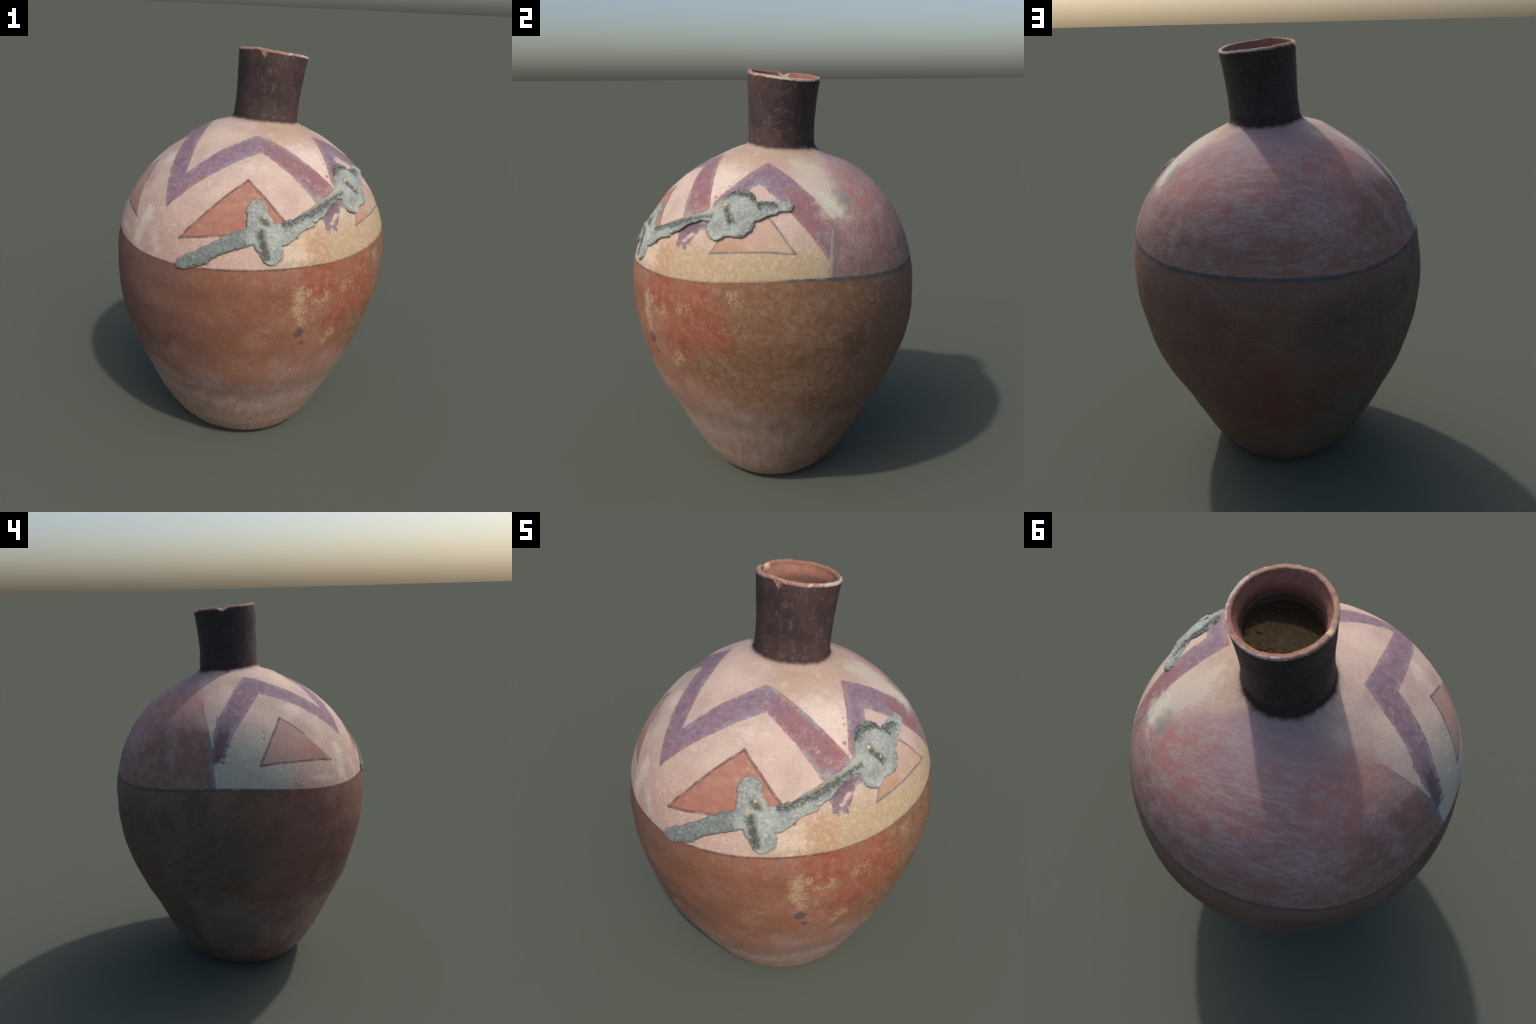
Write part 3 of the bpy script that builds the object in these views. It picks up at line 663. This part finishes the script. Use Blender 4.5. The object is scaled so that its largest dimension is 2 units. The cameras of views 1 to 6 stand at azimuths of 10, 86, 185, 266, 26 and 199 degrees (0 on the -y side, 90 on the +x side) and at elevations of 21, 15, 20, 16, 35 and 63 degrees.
clay, slip, mouth_m, cavity_dark = painted_clay(), slip_black(), mouth_clay(), inner_dark_brown()
parts = [('belly', clay, 'belly'), ('shoulder', clay, 'shoulder'), ('neck', slip, 'neck'), ('mouth', mouth_m, 'mouth'), ('inner_fill', cavity_dark, 'fill')]
for name, mat, t in parts:
    f = quads[qtag == t].tolist()
    if t == 'belly': f += tri_b.tolist()
    if t == 'fill': f += tri_t.tolist()
    used = np.unique(np.concatenate([np.array(x) for x in f]))
    remap = np.full(len(allv), -1); remap[used] = np.arange(len(used))
    mesh_object(name, allv[used], [[int(remap[v]) for v in x] for x in f], mat, root, N[used])

# ------------------------------------------------------------------ mortar smear: tapered strokes on the wall
def seg(x, y, a, b):
    """signed inside-distance in degrees to a tapered stroke a->b, each (azimuth, elevation, half width)."""
    em = np.radians((a[1] + b[1]) / 2); ce = np.cos(em)
    ax, ay, bx, by = a[0] * ce, a[1], b[0] * ce, b[1]
    px = x * ce
    t = np.clip(((px - ax) * (bx - ax) + (y - ay) * (by - ay)) / ((bx - ax) ** 2 + (by - ay) ** 2 + 1e-9), 0, 1)
    return a[2] + (b[2] - a[2]) * t - np.hypot(px - ax - t * (bx - ax), y - ay - t * (by - ay))

SMEAR = [[(-15.8, 13.4, 1.9), (-12.0, 14.9, 2.6), (-7, 17.6, 3.0), (-1, 21.2, 2.7), (5, 24.0, 2.9), (12, 26.4, 3.6)],       # left arm
         [(12.8, 35.5, 3.9), (14.2, 30, 4.9), (17.2, 24, 4.8), (19.0, 20.2, 4.2)], [(18, 25, 4), (25, 26.8, 3.2)],                                          # first lump
         [(16, 27.0, 3.6), (22, 27.4, 3.6), (27.5, 28.8, 3.2), (35.5, 31.8, 2.9), (41, 34.0, 2.7), (46, 36.5, 1.9), (52, 38.0, 1.8), (57.5, 39.2, 2.6)],  # bridge
         [(62.0, 34.8, 4.4), (65.5, 41.0, 6.6), (69.0, 45.0, 6.0)], [(71.3, 36.0, 4.2), (72.0, 42.0, 5.6)], [(62, 35.5, 4), (71, 37, 4)],  # second lump
         [(75, 41.8, 4.4), (80, 42.6, 3.5), (86, 43.3, 2.6), (92.4, 43.7, 2.2)]]                                             # right arm
step = 0.17
ga = np.arange(-19, 97.5, step); ge = np.arange(9, 54, step)
GA, GE = np.meshgrid(ga, ge); fa, fe = GA.ravel(), GE.ravel()
pd = body_point(np.radians(fa), np.radians(fe))
ja = fa + 0.40 * vnoise(pd, 24, 31, 4); je = fe + 0.40 * vnoise(pd, 24, 47, 4)
dist = np.full(len(fa), -9.0); ridge = np.zeros(len(fa))
for s in SMEAR:
    for a, b in zip(s, s[1:]):
        d = seg(ja, je, a, b)
        k = 0.35                                         # smooth union
        h = np.clip(0.5 + 0.5 * (d - dist) / k, 0, 1)
        dist = dist * (1 - h) + d * h + k * h * (1 - h)
def spot(a0, e0, r):
    return np.hypot((fa - a0) * np.cos(np.radians(e0)), fe - e0) / r
dist = np.minimum(dist, (np.hypot((ja - 66.8) * .86, je - 30.6) - 1.5))          # broken notch under the second lump
dist += 0.24 * vnoise(pd, 60, 3, 4) * smoothstep(-1.2, 0.2, dist)
dip = lambda a0, e0, r, dep: -dep * np.exp(-spot(a0, e0, r) ** 2)
thick = 0.0075 + 0.013 * np.exp(-(((fa - 14) * .85) ** 2 + ((fe - 28.5) / 1.4) ** 2) / 26) + 0.004 * smoothstep(10, 0, fa) + 0.012 * np.exp(-(((fa - 68.5) * .75) ** 2 + (fe - 41) ** 2) / 42)
body = np.clip(dist / 0.7, 0, 1); body = 1 - (1 - body) ** 2.6
lowedge = 0.0
h = np.where(dist > 0, thick * body, dist * 0.030)
rough = 0.0010 * vnoise(pd, 110, 71, 3) + 0.0020 * vnoise(pd, 30, 77, 3)
inside = smoothstep(0.0, 0.8, dist)
h = h + inside * rough
def groove(pts, w, dep):
    g = np.zeros(len(fa))
    for a, b in zip(pts, pts[1:]):
        g = np.maximum(g, np.exp(-((w - np.minimum(w, seg(fa, fe, (*a, w), (*b, w)))) / (w * .75)) ** 2))
    return -dep * g
h = h + inside * (groove([(26, 30.8), (36.5, 33.9), (46, 36.6), (57, 38.6)], 1.0, .005)
                  + groove([(61.5, 47.2), (66, 48.9), (73, 48.6), (79.3, 45.0), (86.5, 43.9)], .9, .011)
                  + groove([(14.6, 26.2), (15.6, 23), (16.2, 19.2)], 1.25, .007) + groove([(64.0, 41.2), (67.6, 37.0)], .8, .010)
                  + 0.008 * np.exp(-spot(62.5, 36.5, 3.5) ** 2) + 0.007 * np.exp(-spot(13.5, 29, 2.6) ** 2))
h = np.where(dist > 0, np.maximum(h, 0.0015 + 0.0045 * body), h)
# the smear has lifted off the wall along its lower edge, leaving a dark gap
nx, ny = len(ga), len(ge)
fall = np.gradient(smoothstep(-2, 3, dist).reshape(ny, nx), axis=0).ravel() / step
lift = (0.004 + 0.004 * smoothstep(22, 40, fa)) * smoothstep(0.06, 0.16, fall) * smoothstep(2.2, 0.4, dist)
h = np.where(lift > 1e-4, np.maximum(h, lift + 0.006 * smoothstep(-.3, .25, dist)), h)
keep = dist > -0.30
pt = body_point(np.radians(fa), np.radians(fe), h)
pb = body_point(np.radians(fa), np.radians(fe), -0.011 + 2.3 * lift)
K = keep.reshape(ny, nx)
cell = K[:-1, :-1] & K[1:, :-1] & K[:-1, 1:] & K[1:, 1:]
cy, cx = np.nonzero(cell)
v0 = cy * nx + cx
top_f = np.stack([v0, v0 + 1, v0 + nx + 1, v0 + nx], -1)
nv = nx * ny
bot_f = top_f[:, ::-1] + nv
edges = {}
for f in top_f.tolist():
    for u, w in zip(f, f[1:] + f[:1]): edges[(u, w)] = True
side_f = [[w, u, u + nv, w + nv] for (u, w) in edges if (w, u) not in edges]
faces = top_f.tolist() + bot_f.tolist() + side_f
used = np.unique(np.array(faces)); remap = np.full(2 * nv, -1); remap[used] = np.arange(len(used))
cv = np.vstack([pt, pb])[used]
repair = mesh_object('mortar_repair', cv, [[int(remap[v]) for v in f] for f in faces], mortar(), root)

# ------------------------------------------------------------------ pegs of pale reed stuck in the mortar
peg_mat = peg_bone()
def peg(a, e, tilt, length, radius, split, seed, height=0.012):
    """short hollow reed stub whose mouth is frayed; split > 0 opens it along one side."""
    r = np.random.default_rng(seed)
    a_, e_ = math.radians(a), math.radians(e)
    n = Vector(direction(np.array([a_]), np.array([e_]))[0])
    o = Vector(body_point(np.array([a_]), np.array([e_]), np.array([height]))[0])
    axis = (n + Vector((math.cos(a_), math.sin(a_), 0)) * tilt[0] + Vector((0, 0, 1)) * tilt[1]).normalized()
    u = axis.orthogonal().normalized(); w = axis.cross(u)
    ns = 28; vs, fs = [], []
    prof = [(0.0, 1.0), (0.35, 1.02), (0.7, .98), (0.92, .95), (1.0, .86), (0.98, .62), (0.8, .50), (0.6, .0)]
    for t, rr in prof:
        for q in range(ns):
            th = 2 * math.pi * q / ns
            fray = 1 + 0.16 * math.sin(3 * th + seed) * t + 0.10 * r.uniform(-1, 1) * t
            hh = length * t * (1 - split * (0.5 + 0.5 * math.cos(th)) * (t > .5))
            p = o + axis * hh + (u * math.cos(th) + w * math.sin(th)) * radius * rr * fray
            vs.append(p[:])
    for k in range(len(prof) - 1):
        for q in range(ns):
            fs.append([k * ns + q, k * ns + (q + 1) % ns, (k + 1) * ns + (q + 1) % ns, (k + 1) * ns + q])
    return mesh_object('peg', np.array(vs), fs, peg_mat, repair)
peg(15.8, 32.0, (.0, .25), .017, .0078, .2, 1, .015)
peg(13.6, 28.5, (-.1, .2), .016, .0085, .3, 2, .018)
peg(63.6, 42.6, (-.1, .5), .015, .0080, .2, 3, .010)
peg(67.4, 39.2, (.5, -.9), .015, .0085, .6, 4, .008)
